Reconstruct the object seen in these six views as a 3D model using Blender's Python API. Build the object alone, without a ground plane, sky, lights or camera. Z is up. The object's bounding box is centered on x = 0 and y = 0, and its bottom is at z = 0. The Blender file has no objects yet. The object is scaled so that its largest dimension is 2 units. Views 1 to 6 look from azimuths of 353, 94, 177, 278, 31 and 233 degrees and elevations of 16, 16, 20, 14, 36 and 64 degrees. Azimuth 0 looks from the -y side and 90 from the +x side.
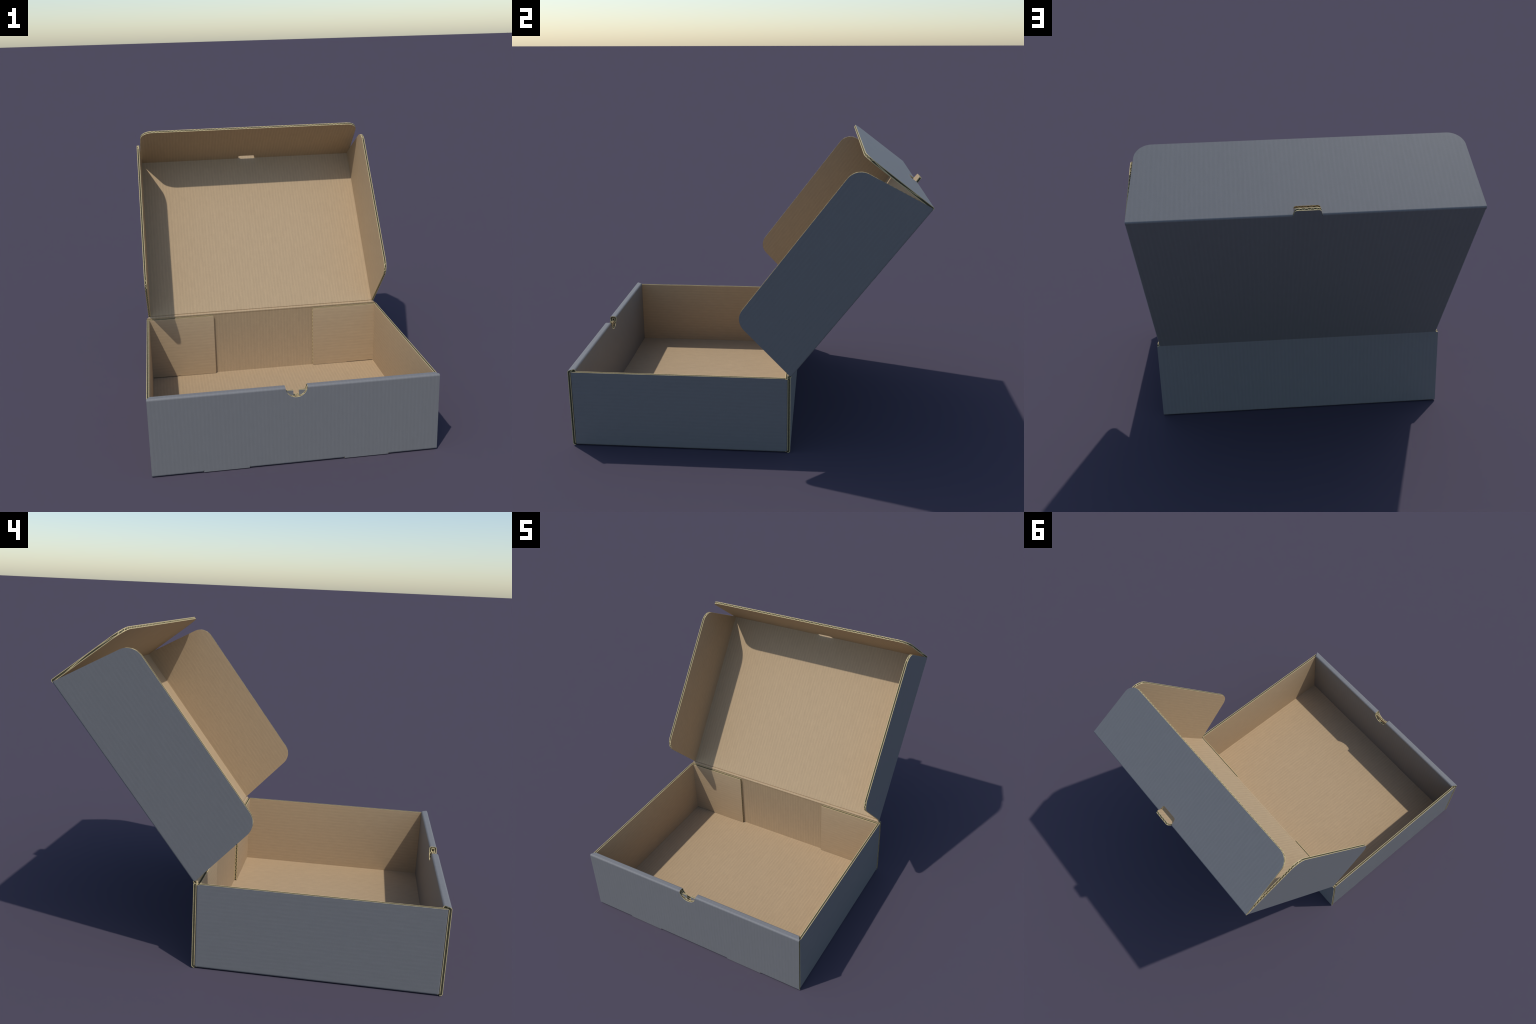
"""Open corrugated-board mailer box: one die-cut blank, folded panel by panel.

Every panel is an outline in blank coordinates (u, v), with the flutes of the
board running along v.  A fold path bends the blank into 3D.  The board itself
is two paper liners with a sine-shaped fluted sheet between them.
"""
import bpy, math
from mathutils import Vector
from mathutils.geometry import delaunay_2d_cdt

# ------------------------------------------------------------------ board
T = 0.015            # board thickness
LINER = 0.0028       # liner paper
FLUTE = 0.0018       # fluted paper
PITCH = 0.0257       # flute wave length
STRIPE = 0.0217      # spacing of the washboard lines on the liners
RECESS = 0.0020      # how far the filler painted with hollow lies behind the cut edge

# ------------------------------------------------------------------ box
HX = 0.8058          # half width, outside
Y_FRONT, Y_BACK = -1.0, 0.252
Z_SIDE = 0.4545      # top of the side walls
Z_ROLL = 0.4665      # top of the rolled-over front wall
ROLL_DEPTH = 0.0415  # front wall, outside to inside face
R_CREASE = 0.008     # outer radius of the 90 degree folds
RO = T
Z_FLOOR = 0.0006     # underside of the floor; the locking tabs reach down to 0
R_BASE = 0.012       # softer folds along the floor
# lid frame: a runs from the hinge to the front edge, b towards the inside
LID_TILT = math.radians(37.07)
LID_H = (0.2475, 0.4545)
LID_D = (math.sin(LID_TILT), math.cos(LID_TILT))
LID_N = (-LID_D[1], LID_D[0])
LID_HX = 0.794
LID_B0 = -0.0030     # outer face of the lid panel
LID_FOLD = 1.1955    # where the front flap starts to bend
SLOT = (0.267, 0.523)
NOTCH_R = 0.0612


def lid_point(x, a, b):
    return Vector((x, LID_H[0] + a * LID_D[0] + b * LID_N[0],
                   LID_H[1] + a * LID_D[1] + b * LID_N[1]))


# ------------------------------------------------------------------ fold paths
class Path:
    """2D fold path: stations (param, outer point, inner point)."""

    def __init__(self, start, heading, thick=T, left=False):
        self.left = left
        self.p = Vector(start)
        self.d = Vector(heading).normalized()
        self.t = thick
        self.v = 0.0
        self.st = []
        self._add()

    def n(self):                       # inward normal, right or left of the heading
        k = -1.0 if self.left else 1.0
        return Vector((self.d.y, -self.d.x)) * k

    def _add(self):
        self.st.append((self.v, self.p.copy(), self.p + self.n() * self.t))

    def line(self, length):
        self.p = self.p + self.d * length
        self.v += length
        self._add()
        return self

    def bend(self, deg, r_out=R_CREASE, steps=7):
        """Crease towards the inner face: the inner liner stays in the corner,
        the outer liner runs round it with the small radius r_out."""
        half = math.radians(deg) / 2
        sgn = 1.0 if self.n().x * -self.d.y + self.n().y * self.d.x > 0 else -1.0
        inner = self.p + self.n() * self.t
        flat = (self.t - r_out) * math.tan(half)
        v0, d0, n0 = self.v, self.d.copy(), self.n()
        start = self.p + d0 * flat
        c = start + n0 * r_out
        arc = r_out * 2 * half
        pts = [(0.15 * flat, self.p + d0 * flat * 0.15), (flat, start)]
        for i in [0.02] + [k / steps for k in range(1, steps)] + [0.98, 1.0]:
            a = sgn * 2 * half * i
            self.d = Vector((d0.x * math.cos(a) - d0.y * math.sin(a),
                             d0.x * math.sin(a) + d0.y * math.cos(a)))
            pts.append((flat + arc * i, c - self.n() * r_out))
        end = pts[-1][1]
        pts += [(flat + arc + 0.85 * flat, end + self.d * flat * 0.85), (2 * flat + arc, end + self.d * flat)]
        for dv, p in pts:
            self.v = v0 + dv
            self.p = p
            # keep the inner points a hair apart so that no face collapses
            f = dv / (2 * flat + arc)
            tip = inner + (d0 * -0.0004 * (1 - f) + self.d * 0.0004 * f)
            self.st.append((self.v, p.copy(), tip))
        return self

    def raw(self, dv, outer, inner):
        self.v += dv
        self.p = Vector(outer)
        self.st.append((self.v, Vector(outer), Vector(inner)))
        return self

    def at(self, v, w):
        st = self.st
        i = 0
        while i < len(st) - 2 and v > st[i + 1][0] + 1e-9:
            i += 1
        (v0, o0, i0), (v1, o1, i1) = st[i], st[i + 1]
        f = (v - v0) / (v1 - v0)
        o, n = o0.lerp(o1, f), i0.lerp(i1, f)
        if f < 0 or f > 1:
            o, n = o0 + (o1 - o0) * f, i0 + (i1 - i0) * f
        return o + (n - o) * (w / self.t)

    def params(self):
        return [s[0] for s in self.st]


# ------------------------------------------------------------------ 2D helpers
def area(loop):
    return 0.5 * sum(loop[i][0] * loop[(i + 1) % len(loop)][1] -
                     loop[(i + 1) % len(loop)][0] * loop[i][1] for i in range(len(loop)))


def round_loop(pts, steps=10):
    """pts: (u, v, radius).  Rounds the corners of a polygon."""
    out = []
    k = len(pts)
    for i, (x, y, r) in enumerate(pts):
        p = Vector((x, y))
        if r <= 0:
            out.append((x, y))
            continue
        a = Vector(pts[i - 1][:2]) - p
        b = Vector(pts[(i + 1) % k][:2]) - p
        a.normalize(); b.normalize()
        half = a.angle(b) / 2
        tl = r / math.tan(half)
        c = p + (a + b).normalized() * (r / math.sin(half))
        s, e = p + a * tl - c, p + b * tl - c
        ang = s.angle_signed(e)          # clockwise positive
        for j in range(steps + 1):
            th = -ang * j / steps
            out.append((c.x + s.x * math.cos(th) - s.y * math.sin(th),
                        c.y + s.x * math.sin(th) + s.y * math.cos(th)))
    return out


def offset_loop(loop, dist):
    """Shift a loop to its left by dist (miter joins)."""
    n = len(loop)
    out = []
    for i in range(n):
        p0, p1, p2 = Vector(loop[i - 1]), Vector(loop[i]), Vector(loop[(i + 1) % n])
        d1, d2 = (p1 - p0), (p2 - p1)
        if d1.length < 1e-9: d1 = d2
        if d2.length < 1e-9: d2 = d1
        d1.normalize(); d2.normalize()
        n1, n2 = Vector((-d1.y, d1.x)), Vector((-d2.y, d2.x))
        m = n1 + n2
        if m.length < 1e-3:
            m = n1
        m.normalize()
        k = dist / max(0.4, m.dot(n1))
        out.append((p1.x + m.x * k, p1.y + m.y * k))
    return out


def inside(loops, x, y):
    hit = False
    for lp in loops:
        for i in range(len(lp)):
            (x0, y0), (x1, y1) = lp[i - 1], lp[i]
            if (y0 > y) != (y1 > y) and x < x0 + (y - y0) * (x1 - x0) / (y1 - y0):
                hit = not hit
    return hit


def scan(loops, u):
    """Intervals of v where the line u = const lies inside the outline."""
    cuts = []
    for lp in loops:
        for i in range(len(lp)):
            (x0, y0), (x1, y1) = lp[i - 1], lp[i]
            if (x0 > u) != (x1 > u):
                cuts.append(y0 + (u - x0) * (y1 - y0) / (x1 - x0))
    cuts.sort()
    return list(zip(cuts[0::2], cuts[1::2]))


def triangulate(loops, lines):
    """Triangulate the outline; lines = [(p, q)] are forced as edges."""
    verts, edges = [], []
    for lp in loops:
        b = len(verts)
        verts += [Vector(p) for p in lp]
        edges += [(b + i, b + (i + 1) % len(lp)) for i in range(len(lp))]
    for p, q in lines:
        b = len(verts)
        verts += [Vector(p), Vector(q)]
        edges.append((b, b + 1))
    vo, _, fo, _, _, _ = delaunay_2d_cdt(verts, edges, [], 0, 1e-6)
    tris = []
    for f in fo:
        cx = sum(vo[i].x for i in f) / 3
        cy = sum(vo[i].y for i in f) / 3
        if inside(loops, cx, cy):
            a, b, c = (vo[i] for i in f)
            if (b - a).cross(c - a) < 0:
                f = f[::-1]
            tris.append(tuple(f))
    return vo, tris


# ------------------------------------------------------------------ panels
class MeshBuild:
    def __init__(self):
        self.v, self.f, self.m = [], [], []

    def add(self, pts, faces, mats):
        b = len(self.v)
        self.v += [tuple(p) for p in pts]
        self.f += [tuple(b + i for i in f) for f in faces]
        self.m += mats

    def slab(self, loops, lines, fmap, w0, w1, m0, m1, medge, flip):
        """Solid sheet between depths w0 and w1."""
        vo, tris = triangulate(loops, lines)
        n = len(vo)
        pts = [fmap(p.x, p.y, w0) for p in vo] + [fmap(p.x, p.y, w1) for p in vo]
        faces, mats = [], []
        count = {}
        for a, b, c in tris:
            faces.append((a, b, c) if flip else (a, c, b)); mats.append(m0)
            faces.append((n + a, n + c, n + b) if flip else (n + a, n + b, n + c)); mats.append(m1)
            for e in ((a, b), (b, c), (c, a)):
                count[e] = count.get(e, 0) + 1
        for (a, b) in list(count):
            if (b, a) not in count:
                q = (a, b, n + b, n + a)
                faces.append(q[::-1] if flip else q); mats.append(medge)
        self.add(pts, faces, mats)

    def flutes(self, loops, fmap, cuts, phase=0.0):
        """Sine-shaped fluted sheet; the waves repeat along u, run along v."""
        us = [p[0] for lp in loops for p in lp]
        u0, u1 = min(us) + RECESS + 0.004, max(us) - RECESS - 0.004   # no wave on a cut along the flutes
        k = max(2, int((u1 - u0) / (PITCH / 12)))
        amp = (T - 2 * LINER - FLUTE) / 2 + 0.0004
        prev = None
        for i in range(k + 1):
            u = u0 + (u1 - u0) * i / k
            s = max(-1.0, min(1.0, 1.3 * math.sin(2 * math.pi * u / PITCH + phase)))
            wm = T / 2 + amp * s
            row = []
            for (a, b) in scan(loops, u):
                vs = [a] + [c for c in cuts if a + 1e-5 < c < b - 1e-5] + [b]
                row.append((u, wm, vs))
            if prev is not None and len(prev) == len(row):
                for (ua, wa, va), (ub, wb, vb) in zip(prev, row):
                    if len(va) != len(vb):
                        va = [va[0], va[-1]]; vb = [vb[0], vb[-1]]
                        if len(cuts) > 2:
                            continue
                    h = FLUTE / 2
                    m = len(va)
                    pts = []
                    for (uu, ww, vv) in ((ua, wa, va), (ub, wb, vb)):
                        for sgn in (-h, h):
                            pts += [fmap(uu, x, ww + sgn) for x in vv]
                    fs = []
                    for j in range(m - 1):
                        fs.append((j, j + 1, 2 * m + j + 1, 2 * m + j))
                        fs.append((m + j, 3 * m + j, 3 * m + j + 1, m + j + 1))
                    fs.append((0, 2 * m, 3 * m, m))
                    fs.append((m - 1, 2 * m - 1, 4 * m - 1, 3 * m - 1))
                    self.add(pts, fs, [0] * len(fs))
            prev = row

    def obj(self, name, mats, parent, smooth=True):
        me = bpy.data.meshes.new(name)
        me.from_pydata(self.v, [], self.f)
        for m in mats:
            me.materials.append(m)
        me.polygons.foreach_set("material_index", self.m)
        me.polygons.foreach_set("use_smooth", [smooth] * len(self.f))
        me.update()
        if smooth:
            me.set_sharp_from_angle(angle=math.radians(32))
        ob = bpy.data.objects.new(name, me)
        bpy.context.scene.collection.objects.link(ob)
        ob.parent = parent
        return ob


def panel(name, loops, fmap, bends, bend_axis, axis, parent, mirrored=False, phase=0.0):
    """One board panel and, as its child, the fluted core."""
    loops = [list(lp) for lp in loops]
    for i, lp in enumerate(loops):                 # outer loop ccw, holes cw
        if (area(lp) > 0) != (i == 0):
            loops[i] = lp[::-1]
    us = [p[0] for lp in loops for p in lp]
    vs = [p[1] for lp in loops for p in lp]
    lo, hi = (min(vs), max(vs)) if bend_axis == 'v' else (min(us), max(us))
    bends = [c for c in bends if lo + 1e-5 < c < hi - 1e-5]
    if bend_axis == 'v':
        lines = [((min(us) - .01, c), (max(us) + .01, c)) for c in bends]
    else:
        lines = [((c, min(vs) - .01), (c, max(vs) + .01)) for c in bends]
    # does (u, v, w) make a right-handed frame?
    cu, cv = sum(us) / len(us), (0.3 * min(vs) + 0.7 * max(vs))
    if bend_axis == 'u':
        cu = 0.3 * min(us) + 0.7 * max(us)
    e = 1e-4
    p0 = fmap(cu, cv, T / 2)
    du, dv, dw = fmap(cu + e, cv, T / 2) - p0, fmap(cu, cv + e, T / 2) - p0, fmap(cu, cv, T / 2 + e) - p0
    flip = du.cross(dv).dot(dw) < 0

    sheet = MeshBuild()
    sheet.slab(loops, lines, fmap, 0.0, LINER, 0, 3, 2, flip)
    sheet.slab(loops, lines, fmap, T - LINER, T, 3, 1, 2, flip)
    ob = sheet.obj(name, [MAT['printed', axis], MAT['kraft', axis], MAT['cut'], MAT['hollow_shade']], parent)

    core = MeshBuild()
    core.flutes(loops, fmap, bends if bend_axis == 'v' else [], phase)
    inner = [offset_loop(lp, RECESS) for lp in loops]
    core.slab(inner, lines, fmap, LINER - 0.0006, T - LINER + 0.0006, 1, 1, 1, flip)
    co = core.obj("fluted_core", [MAT['flute'], MAT['hollow_shade']], ob)
    co["kind"] = "stuff"
    return ob


# ------------------------------------------------------------------ materials
def paper_material(name, base, axis, stripe, streak, mottle, speck, rough, bump):
    """Paper liner: flute wash-boarding across `axis`, fibre streaks along the
    flutes, soft mottling and fine specks."""
    m = bpy.data.materials.new(name)
    m.use_nodes = True
    nt = m.node_tree
    nt.nodes.clear()
    N, L = nt.nodes.new, nt.links.new

    def math_node(op, a, b=None):
        n = N('ShaderNodeMath'); n.operation = op
        for i, x in enumerate((a, b)):
            if x is None: continue
            if isinstance(x, (int, float)): n.inputs[i].default_value = x
            else: L(x, n.inputs[i])
        return n.outputs[0]

    out = N('ShaderNodeOutputMaterial')
    bsdf = N('ShaderNodeBsdfPrincipled')
    tc = N('ShaderNodeTexCoord')
    dot = N('ShaderNodeVectorMath'); dot.operation = 'DOT_PRODUCT'
    L(tc.outputs['Object'], dot.inputs[0]); dot.inputs[1].default_value = axis
    s = dot.outputs['Value']

    # coordinates squeezed along the flutes: streaks follow the flute direction
    scl = N('ShaderNodeVectorMath'); scl.operation = 'SCALE'
    scl.inputs[0].default_value = axis; L(s, scl.inputs['Scale'])
    rest = N('ShaderNodeVectorMath'); rest.operation = 'SUBTRACT'
    L(tc.outputs['Object'], rest.inputs[0]); L(scl.outputs[0], rest.inputs[1])
    squeezed = N('ShaderNodeVectorMath'); squeezed.operation = 'MULTIPLY_ADD'
    L(rest.outputs[0], squeezed.inputs[0]); squeezed.inputs[1].default_value = (0.16, 0.16, 0.16)
    L(scl.outputs[0], squeezed.inputs[2])

    def noise(vec, scale, detail, rough_=0.55):
        n = N('ShaderNodeTexNoise'); n.inputs['Scale'].default_value = scale
        n.inputs['Detail'].default_value = detail
        n.inputs['Roughness'].default_value = rough_
        L(vec, n.inputs['Vector'])
        return math_node('MULTIPLY', math_node('SUBTRACT', n.outputs['Fac'], 0.5), 2.0)

    wob = noise(squeezed.outputs[0], 34.0, 1.0)
    ph = math_node('ADD', math_node('MULTIPLY', s, 2 * math.pi / STRIPE), math_node('MULTIPLY', wob, 1.3))
    # narrow light ridges on a broader ground
    ridge = math_node('POWER', math_node('MULTIPLY', math_node('ADD', math_node('SINE', ph), 1.0), 0.5), 2.0)
    wave = math_node('MULTIPLY', math_node('SUBTRACT', ridge, 0.375), 2.0)
    st = noise(squeezed.outputs[0], 95.0, 3.0)
    mo = noise(tc.outputs['Object'], 26.0, 4.0, 0.65)
    sp = noise(tc.outputs['Object'], 230.0, 2.0)

    def add_all(terms):
        acc = None
        for k, x in terms:
            y = math_node('MULTIPLY', x, k)
            acc = y if acc is None else math_node('ADD', acc, y)
        return acc

    gain = math_node('ADD', 1.0, add_all(((stripe, wave), (streak, st), (mottle, mo), (speck, sp))))  # wave term draws the ridges' light and shade into the base colour
    col = N('ShaderNodeVectorMath'); col.operation = 'SCALE'
    col.inputs[0].default_value = base
    L(gain, col.inputs['Scale'])
    L(col.outputs[0], bsdf.inputs['Base Color'])
    bsdf.inputs['Roughness'].default_value = rough
    bsdf.inputs['Specular IOR Level'].default_value = 0.35
    bp = N('ShaderNodeBump')
    bp.inputs['Strength'].default_value = 1.0
    bp.inputs['Distance'].default_value = 1.0
    L(add_all(((bump, wave), (bump * 0.8, st), (bump * 0.35, sp))), bp.inputs['Height'])
    L(bp.outputs[0], bsdf.inputs['Normal'])
    L(bsdf.outputs[0], out.inputs[0])
    return m


def plain_material(name, base, vary, rough=0.85):
    m = bpy.data.materials.new(name)
    m.use_nodes = True
    nt = m.node_tree
    b = nt.nodes['Principled BSDF']
    tc = nt.nodes.new('ShaderNodeTexCoord')
    n = nt.nodes.new('ShaderNodeTexNoise'); n.inputs['Scale'].default_value = 120.0
    n.inputs['Detail'].default_value = 3.0
    nt.links.new(tc.outputs['Object'], n.inputs['Vector'])
    r = nt.nodes.new('ShaderNodeValToRGB')
    lo, hi = 1 - vary, 1 + vary
    r.color_ramp.elements[0].position = 0.3
    r.color_ramp.elements[1].position = 0.7
    r.color_ramp.elements[0].color = (base[0] * lo, base[1] * lo, base[2] * lo, 1)
    r.color_ramp.elements[1].color = (base[0] * hi, base[1] * hi, base[2] * hi, 1)
    nt.links.new(n.outputs['Fac'], r.inputs['Fac'])
    nt.links.new(r.outputs[0], b.inputs['Base Color'])
    b.inputs['Roughness'].default_value = rough
    b.inputs['Specular IOR Level'].default_value = 0.2
    return m


GREY = (0.198, 0.1975, 0.198)
KRAFT = (0.453, 0.328, 0.195)
CREAM = (0.680, 0.550, 0.290)
HOLLOW_SHADE = (0.085, 0.076, 0.044)  # dark olive on a solid filler: painted shadow between the flutes
AXES = {'x': (1, 0, 0), 'z': (0, 0, 1), 'lid': (0.0, LID_N[0], LID_N[1])}
MAT = {}
for key, ax in AXES.items():
    k = 1.0 if key == 'x' else 0.6            # colour stripes toned down for the shade on the side panels
    MAT['printed', key] = paper_material("grey_printed_liner_" + key, GREY, ax,
                                         0.021 * k, 0.055, 0.020, 0.090, 0.62, 0.00003)
    MAT['kraft', key] = paper_material("kraft_liner_" + key, KRAFT, ax,
                                       0.034 * k, 0.085, 0.030, 0.110, 0.80, 0.00003)
MAT['cut'] = plain_material("cut_paper_edge", CREAM, 0.10)
MAT['flute'] = plain_material("fluted_paper", CREAM, 0.12)
MAT['hollow_shade'] = plain_material("painted_flute_shade", HOLLOW_SHADE, 0.15, 0.95)

# ------------------------------------------------------------------ the box
box = bpy.data.objects.new("mailer_box", None)
bpy.context.scene.collection.objects.link(box)
box["label"] = "open corrugated cardboard mailer box, grey outside, kraft inside"
box["category"] = "cardboard box"

FX, FY0, FY1 = HX - RO, Y_FRONT + RO, Y_BACK - RO      # flat part of the floor

# floor, with two slots at the front for the locking tabs
floor_out = [(-FX, FY1), (-FX, FY0)]
for x0, x1 in ((-SLOT[1], -SLOT[0]), (SLOT[0], SLOT[1])):
    floor_out += [(x0, FY0), (x0, FY0 + 0.0272), (x1, FY0 + 0.0272), (x1, FY0)]
floor_out += [(FX, FY0), (FX, FY1)]
panel("floor_panel", [floor_out], lambda u, v, w: Vector((u, v, Z_FLOOR + w)), [], 'v', 'x', box)

# front wall: up from the floor, rolled over the top, down the inside
fp = Path((FY0, Z_FLOOR), (-1, 0)).bend(90, R_BASE)
V_UP = fp.v
RT = T                                          # corner of the roll
fp.line(Z_ROLL - RT - RO - Z_FLOOR); fp.bend(90, 0.0115)
V_T0 = fp.v
fp.line(ROLL_DEPTH - 2 * RT)
V_T1 = fp.v
fp.bend(90, 0.0115)
V_DN = fp.v
fp.line(Z_ROLL - RT - T - 0.0015 - Z_FLOOR)
V_END = fp.v
V_LOCK = V_END + T + 0.0015 + Z_FLOOR
IN_X = HX - T - 0.002                           # half width of the inside leaf


def front_map(u, v, w):
    if v < V_UP - 1e-6 and SLOT[0] + 0.001 < abs(u) < SLOT[1] - 0.001:
        return Vector((u, Y_FRONT + w, Z_FLOOR + RO + (v - V_UP)))     # straight cut lip over the slot
    p = fp.at(v, w)
    return Vector((u, p.x, p.y))


def z_to_v_front(z):
    z_bend = Z_ROLL - RT
    v_bend = V_UP + z_bend - RO - Z_FLOOR
    return V_UP + (z - RO - Z_FLOOR) if z < z_bend else v_bend + (z - z_bend) / RT * (V_T0 - v_bend)


front = [(-HX, 0)]
LIP = V_UP - (RO - 0.0020)
for x0, x1 in ((-SLOT[1], -SLOT[0]), (SLOT[0], SLOT[1])):
    front += [(x0, 0), (x0, V_UP), (x0 + 0.0015, V_UP), (x0 + 0.0015, LIP),
              (x1 - 0.0015, LIP), (x1 - 0.0015, V_UP), (x1, V_UP), (x1, 0)]
front += [(HX, 0), (HX, V_T0 - 0.006), (IN_X, V_T1 + 0.006), (IN_X, V_END)]
for x0, x1 in ((SLOT[0], SLOT[1]), (-SLOT[1], -SLOT[0])):
    front += [(x1 - 0.004, V_END), (x1 - 0.008, V_LOCK), (x0 + 0.008, V_LOCK), (x0 + 0.004, V_END)]
front += [(-IN_X, V_END), (-IN_X, V_T1 + 0.006), (-HX, V_T0 - 0.006)]
# half-round thumb notch, cut through both leaves
notch = []
for i in range(25):
    a = math.pi * i / 24
    notch.append((-NOTCH_R * math.cos(a), z_to_v_front(Z_ROLL - NOTCH_R * math.sin(a))))
for i in range(25):
    a = math.pi * i / 24
    v = z_to_v_front(Z_ROLL - NOTCH_R * math.sin(a))
    notch.append((NOTCH_R * math.cos(a), V_T0 + V_T1 - v))
panel("front_wall", [front, notch], front_map, fp.params(), 'v', 'x', box)

# back wall with the bead of the lid hinge on its inside
bp_ = Path((FY1, Z_FLOOR), (1, 0), left=True)


bp_.bend(90, R_BASE)
bp_.line(0.4480 - RO - Z_FLOOR)
yi = Y_BACK - T
BEAD = [(yi - 0.0014, 0.4515), (yi - 0.0030, 0.4545), (yi - 0.0037, 0.4580), (yi - 0.0034, 0.4610)]
for k, inner in enumerate(BEAD):
    bp_.raw(0.003, (Y_BACK, 0.4505 + 0.0017 * k), inner)
V_HINGE = bp_.v


def back_map(u, v, w):
    p = bp_.at(v, w)
    return Vector((u, p.x, p.y))


panel("back_wall", [[(-HX, 0), (HX, 0), (HX, V_HINGE - 0.005), (LID_HX, V_HINGE),
                     (-LID_HX, V_HINGE), (-HX, V_HINGE - 0.005)]], back_map, bp_.params(), 'v', 'x', box)


# lid panel: begins at the hinge bead, ends in the small latch tab
def lid_yz(a, b):
    p = lid_point(0, a, b)
    return Vector((p.y, p.z))


lp = Path((0, 0), (1, 0))
lp.st = [(0.0, Vector((Y_BACK, 0.4505 + 0.0017 * 3)), Vector(BEAD[-1]))]
lp.v = 0.0
B_IN = LID_B0 + T
lp.raw(0.003, lid_yz(0.0065, LID_B0), Vector((yi - 0.0016, 0.4640)))
lp.raw(0.003, lid_yz(0.0090, LID_B0), lid_yz(0.0050, B_IN + 0.0016))
lp.raw(0.003, lid_yz(0.0120, LID_B0), lid_yz(0.0078, B_IN - 0.0010))
lp.raw(0.002, lid_yz(0.0140, LID_B0), lid_yz(0.0096, B_IN - 0.0042))
lp.raw(0.003, lid_yz(0.0165, LID_B0), lid_yz(0.0125, B_IN - 0.0002))
lp.raw(0.003, lid_yz(0.0190, LID_B0), lid_yz(0.0190, B_IN))
V_L0, A_L0 = lp.v, 0.0190
lp.raw(1.3, lid_yz(A_L0 + 1.3, LID_B0), lid_yz(A_L0 + 1.3, LID_B0 + T))


def a_to_v(a):
    return V_L0 + a - A_L0


def lid_map(u, v, w):
    p = lp.at(v, w)
    return Vector((u, p.x, p.y))


LX = LID_HX - RO
VF = a_to_v(LID_FOLD)
tab = round_loop([(0.0640, VF, 0), (0.0575, a_to_v(1.2450), 0.013),
                  (-0.0575, a_to_v(1.2450), 0.013), (-0.0640, VF, 0)], 6)
lid_out = [(-LX, VF), (-LX, V_L0 - 0.007), (-LID_HX, V_L0 - 0.008), (-LID_HX, 0), (LID_HX, 0),
           (LID_HX, V_L0 - 0.008), (LX, V_L0 - 0.007), (LX, VF)] + tab
panel("lid_panel", [lid_out], lid_map, [s[0] for s in lp.st[:-1]], 'v', 'x', box)

# lid front flap, with the cut-out that the latch tab came from
FLAP_TIP = 0.4393                 # b of the free edge
ffp = Path((LID_FOLD, LID_B0), (1, 0), left=True)
ffp.bend(90)
V_F0 = ffp.v
ffp.line(FLAP_TIP - LID_B0 - T)
V_F1 = ffp.v


def flap_map(u, v, w):
    p = ffp.at(v, w)
    return lid_point(u, p.x, p.y)


flap = round_loop([(-0.7925, 0, 0), (0.7925, 0, 0), (0.7925, V_F0, 0), (0.7925 - 0.063 * 0.414, V_F1, 0.082),
                   (-0.7925 + 0.063 * 0.414, V_F1, 0.082), (-0.7925, V_F0, 0)], 14)
cut = round_loop([(0.0650, 0, 0), (0.0590, V_F0 + 0.0371, 0.013), (-0.0590, V_F0 + 0.0371, 0.013), (-0.0650, 0, 0)], 6)
flap = flap[:1] + cut[::-1] + flap[1:]
panel("lid_front_flap", [flap], flap_map, ffp.params(), 'v', 'x', box)

# lid side flaps
sfp = Path((LX, LID_B0), (1, 0), left=True)
sfp.bend(89.55)                             # the flaps stand a touch open
U_S0 = sfp.v
SF_TOP = 0.4424
sfp.line(SF_TOP - (LID_B0 + RO))
U_S1 = sfp.v
B_S0 = LID_B0 + RO
for sx in (1, -1):
    def side_flap_map(u, v, w, sx=sx):
        p = sfp.at(u, w)
        return lid_point(sx * p.x, v, p.y)

    def sf(b):                              # height above the lid -> u
        return U_S0 + b - B_S0
    reach = 0.0045 * sx                     # the two flaps are not cut quite alike
    outline = round_loop([(0, 0.0125, 0), (U_S0, 0.0095, 0), (U_S1, 0.0810, 0.088),
                          (U_S1, 1.1275 + reach, 0.088), (U_S0, 1.2000 + reach * 0.5, 0), (0, 1.2020 + reach * 0.4, 0)], 14)
    panel("lid_side_flap", [outline], side_flap_map, sfp.params(), 'u', 'lid', box)

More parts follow.
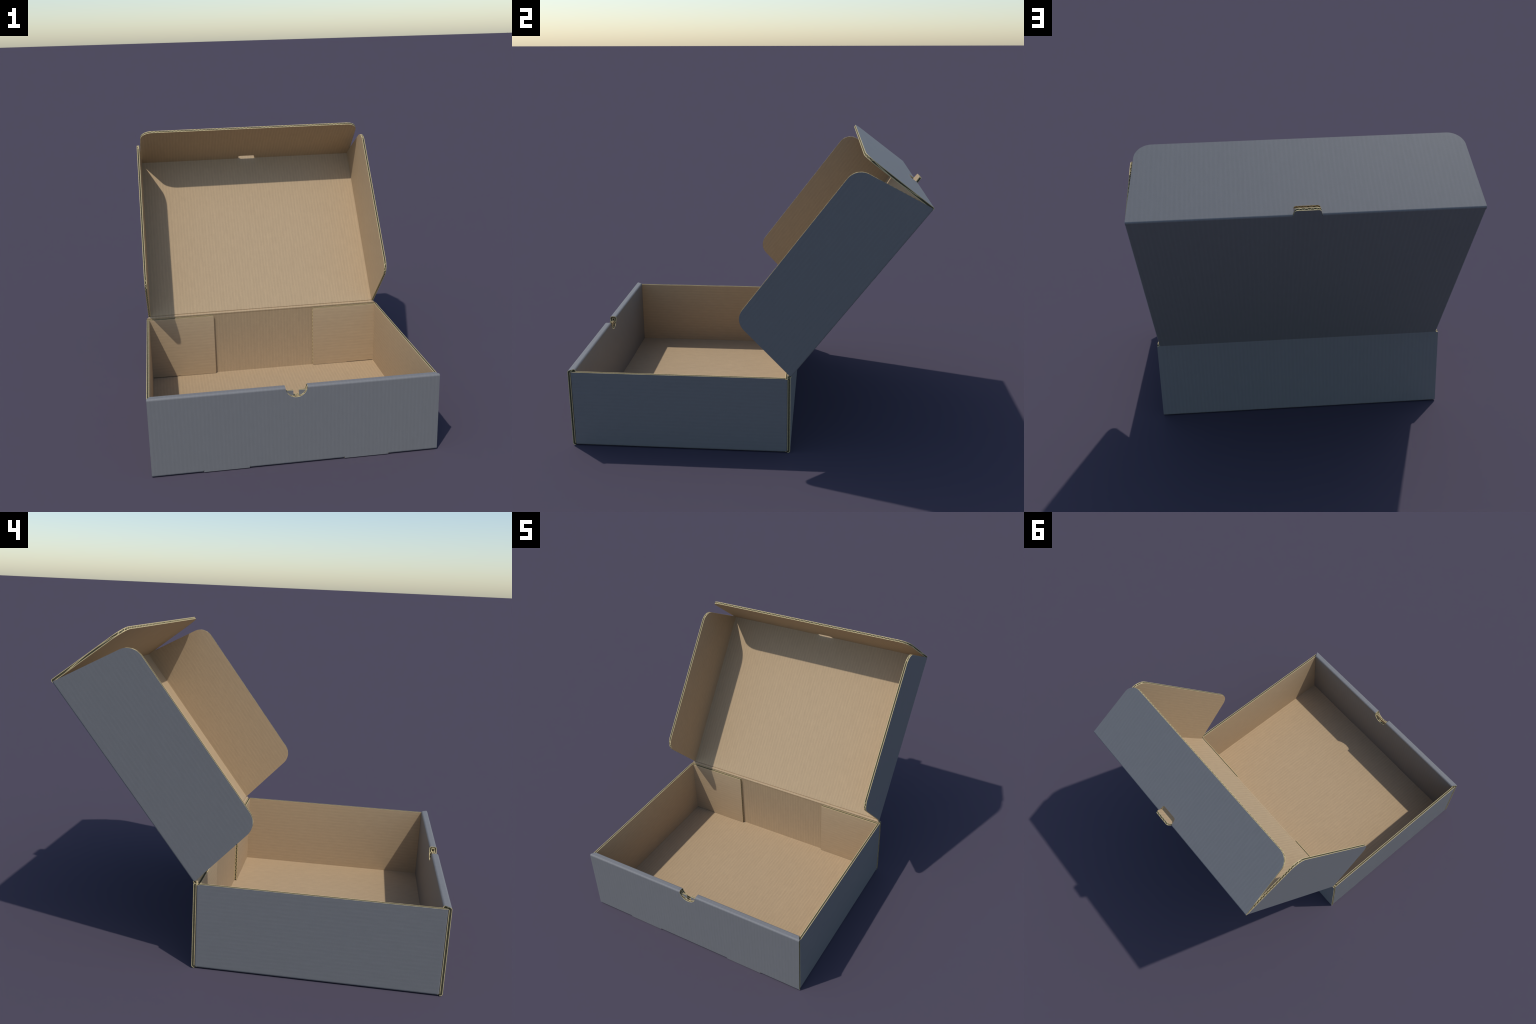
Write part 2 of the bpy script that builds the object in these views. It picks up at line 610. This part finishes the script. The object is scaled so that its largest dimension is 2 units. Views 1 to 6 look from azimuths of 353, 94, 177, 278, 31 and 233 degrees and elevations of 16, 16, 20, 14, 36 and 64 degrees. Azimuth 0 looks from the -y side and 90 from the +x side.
# side walls, and the leaves folded in at both of their ends
swp = Path((FX, Z_FLOOR), (1, 0), left=True)
swp.bend(90, R_BASE)
U_W0 = swp.v
swp.line(Z_SIDE - RO - Z_FLOOR)
U_W1 = swp.v
TUCK = ROLL_DEPTH - 2 * T - 0.0006          # tuck tab, pressed thin inside the roll
Y_S0 = Y_FRONT + T + 0.0003 + TUCK          # where the tuck tab begins to bend
Y_S1 = Y_BACK - T - 0.0003 - T
for sx in (1, -1):
    def side_map(u, v, w, sx=sx):
        p = swp.at(u, w)
        return Vector((sx * p.x, v, p.y))
    panel("side_wall", [[(0, Y_S0 - 0.010), (U_W0 * 0.8, Y_S0), (U_W1, Y_S0), (U_W1, Y_S1), (U_W0 * 0.8, Y_S1), (0, Y_S1 + 0.014)]],
          side_map, swp.params(), 'u', 'z', box)

    # dust flap against the back wall
    dp = Path((HX, Y_S1), (0, 1), left=True)
    dp.bend(90)
    V_D0 = dp.v
    dp.line(HX - T - 0.349)
    V_D1 = dp.v
    v_step = V_D0 + (HX - T - 0.600)

    def dust_map(u, v, w, sx=sx, dp=dp):
        p = dp.at(v, w)
        return Vector((sx * p.x, p.y, u))
    panel("dust_flap", [[(0.0095, 0), (0.0095, V_D0 * 0.9), (0.0205, V_D0 + 0.004), (0.0205, v_step), (0.0178, v_step + 0.004), (0.0178, V_D1 - 0.002), (0.0195, V_D1),
                         (0.4450, V_D1), (0.4470, V_D1 - 0.002), (0.4470, V_D0), (0.4520, 0)]],
          dust_map, dp.params(), 'v', 'z', box)

    # tuck tab between the two leaves of the front wall
    tp = Path((HX, Y_S0), (0, -1), TUCK)
    tp.bend(90)                             # from -y round to the middle of the box
    V_K0 = tp.v
    tp.line(HX - TUCK - 0.0155)
    V_K1 = tp.v

    def tuck_map(u, v, w, sx=sx, tp=tp):
        p = tp.at(v, w * tp.t / T)
        return Vector((sx * p.x, p.y, u))
    panel("tuck_tab", [[(0.0095, 0), (0.0095, V_K0), (0.0190, V_K0 + 0.004), (0.0190, V_K1), (0.4395, V_K1), (0.4395, V_K0 + 0.012), (0.4545, V_K0 - 0.002), (0.4545, 0)]],
          tuck_map, tp.params(), 'v', 'z', box)
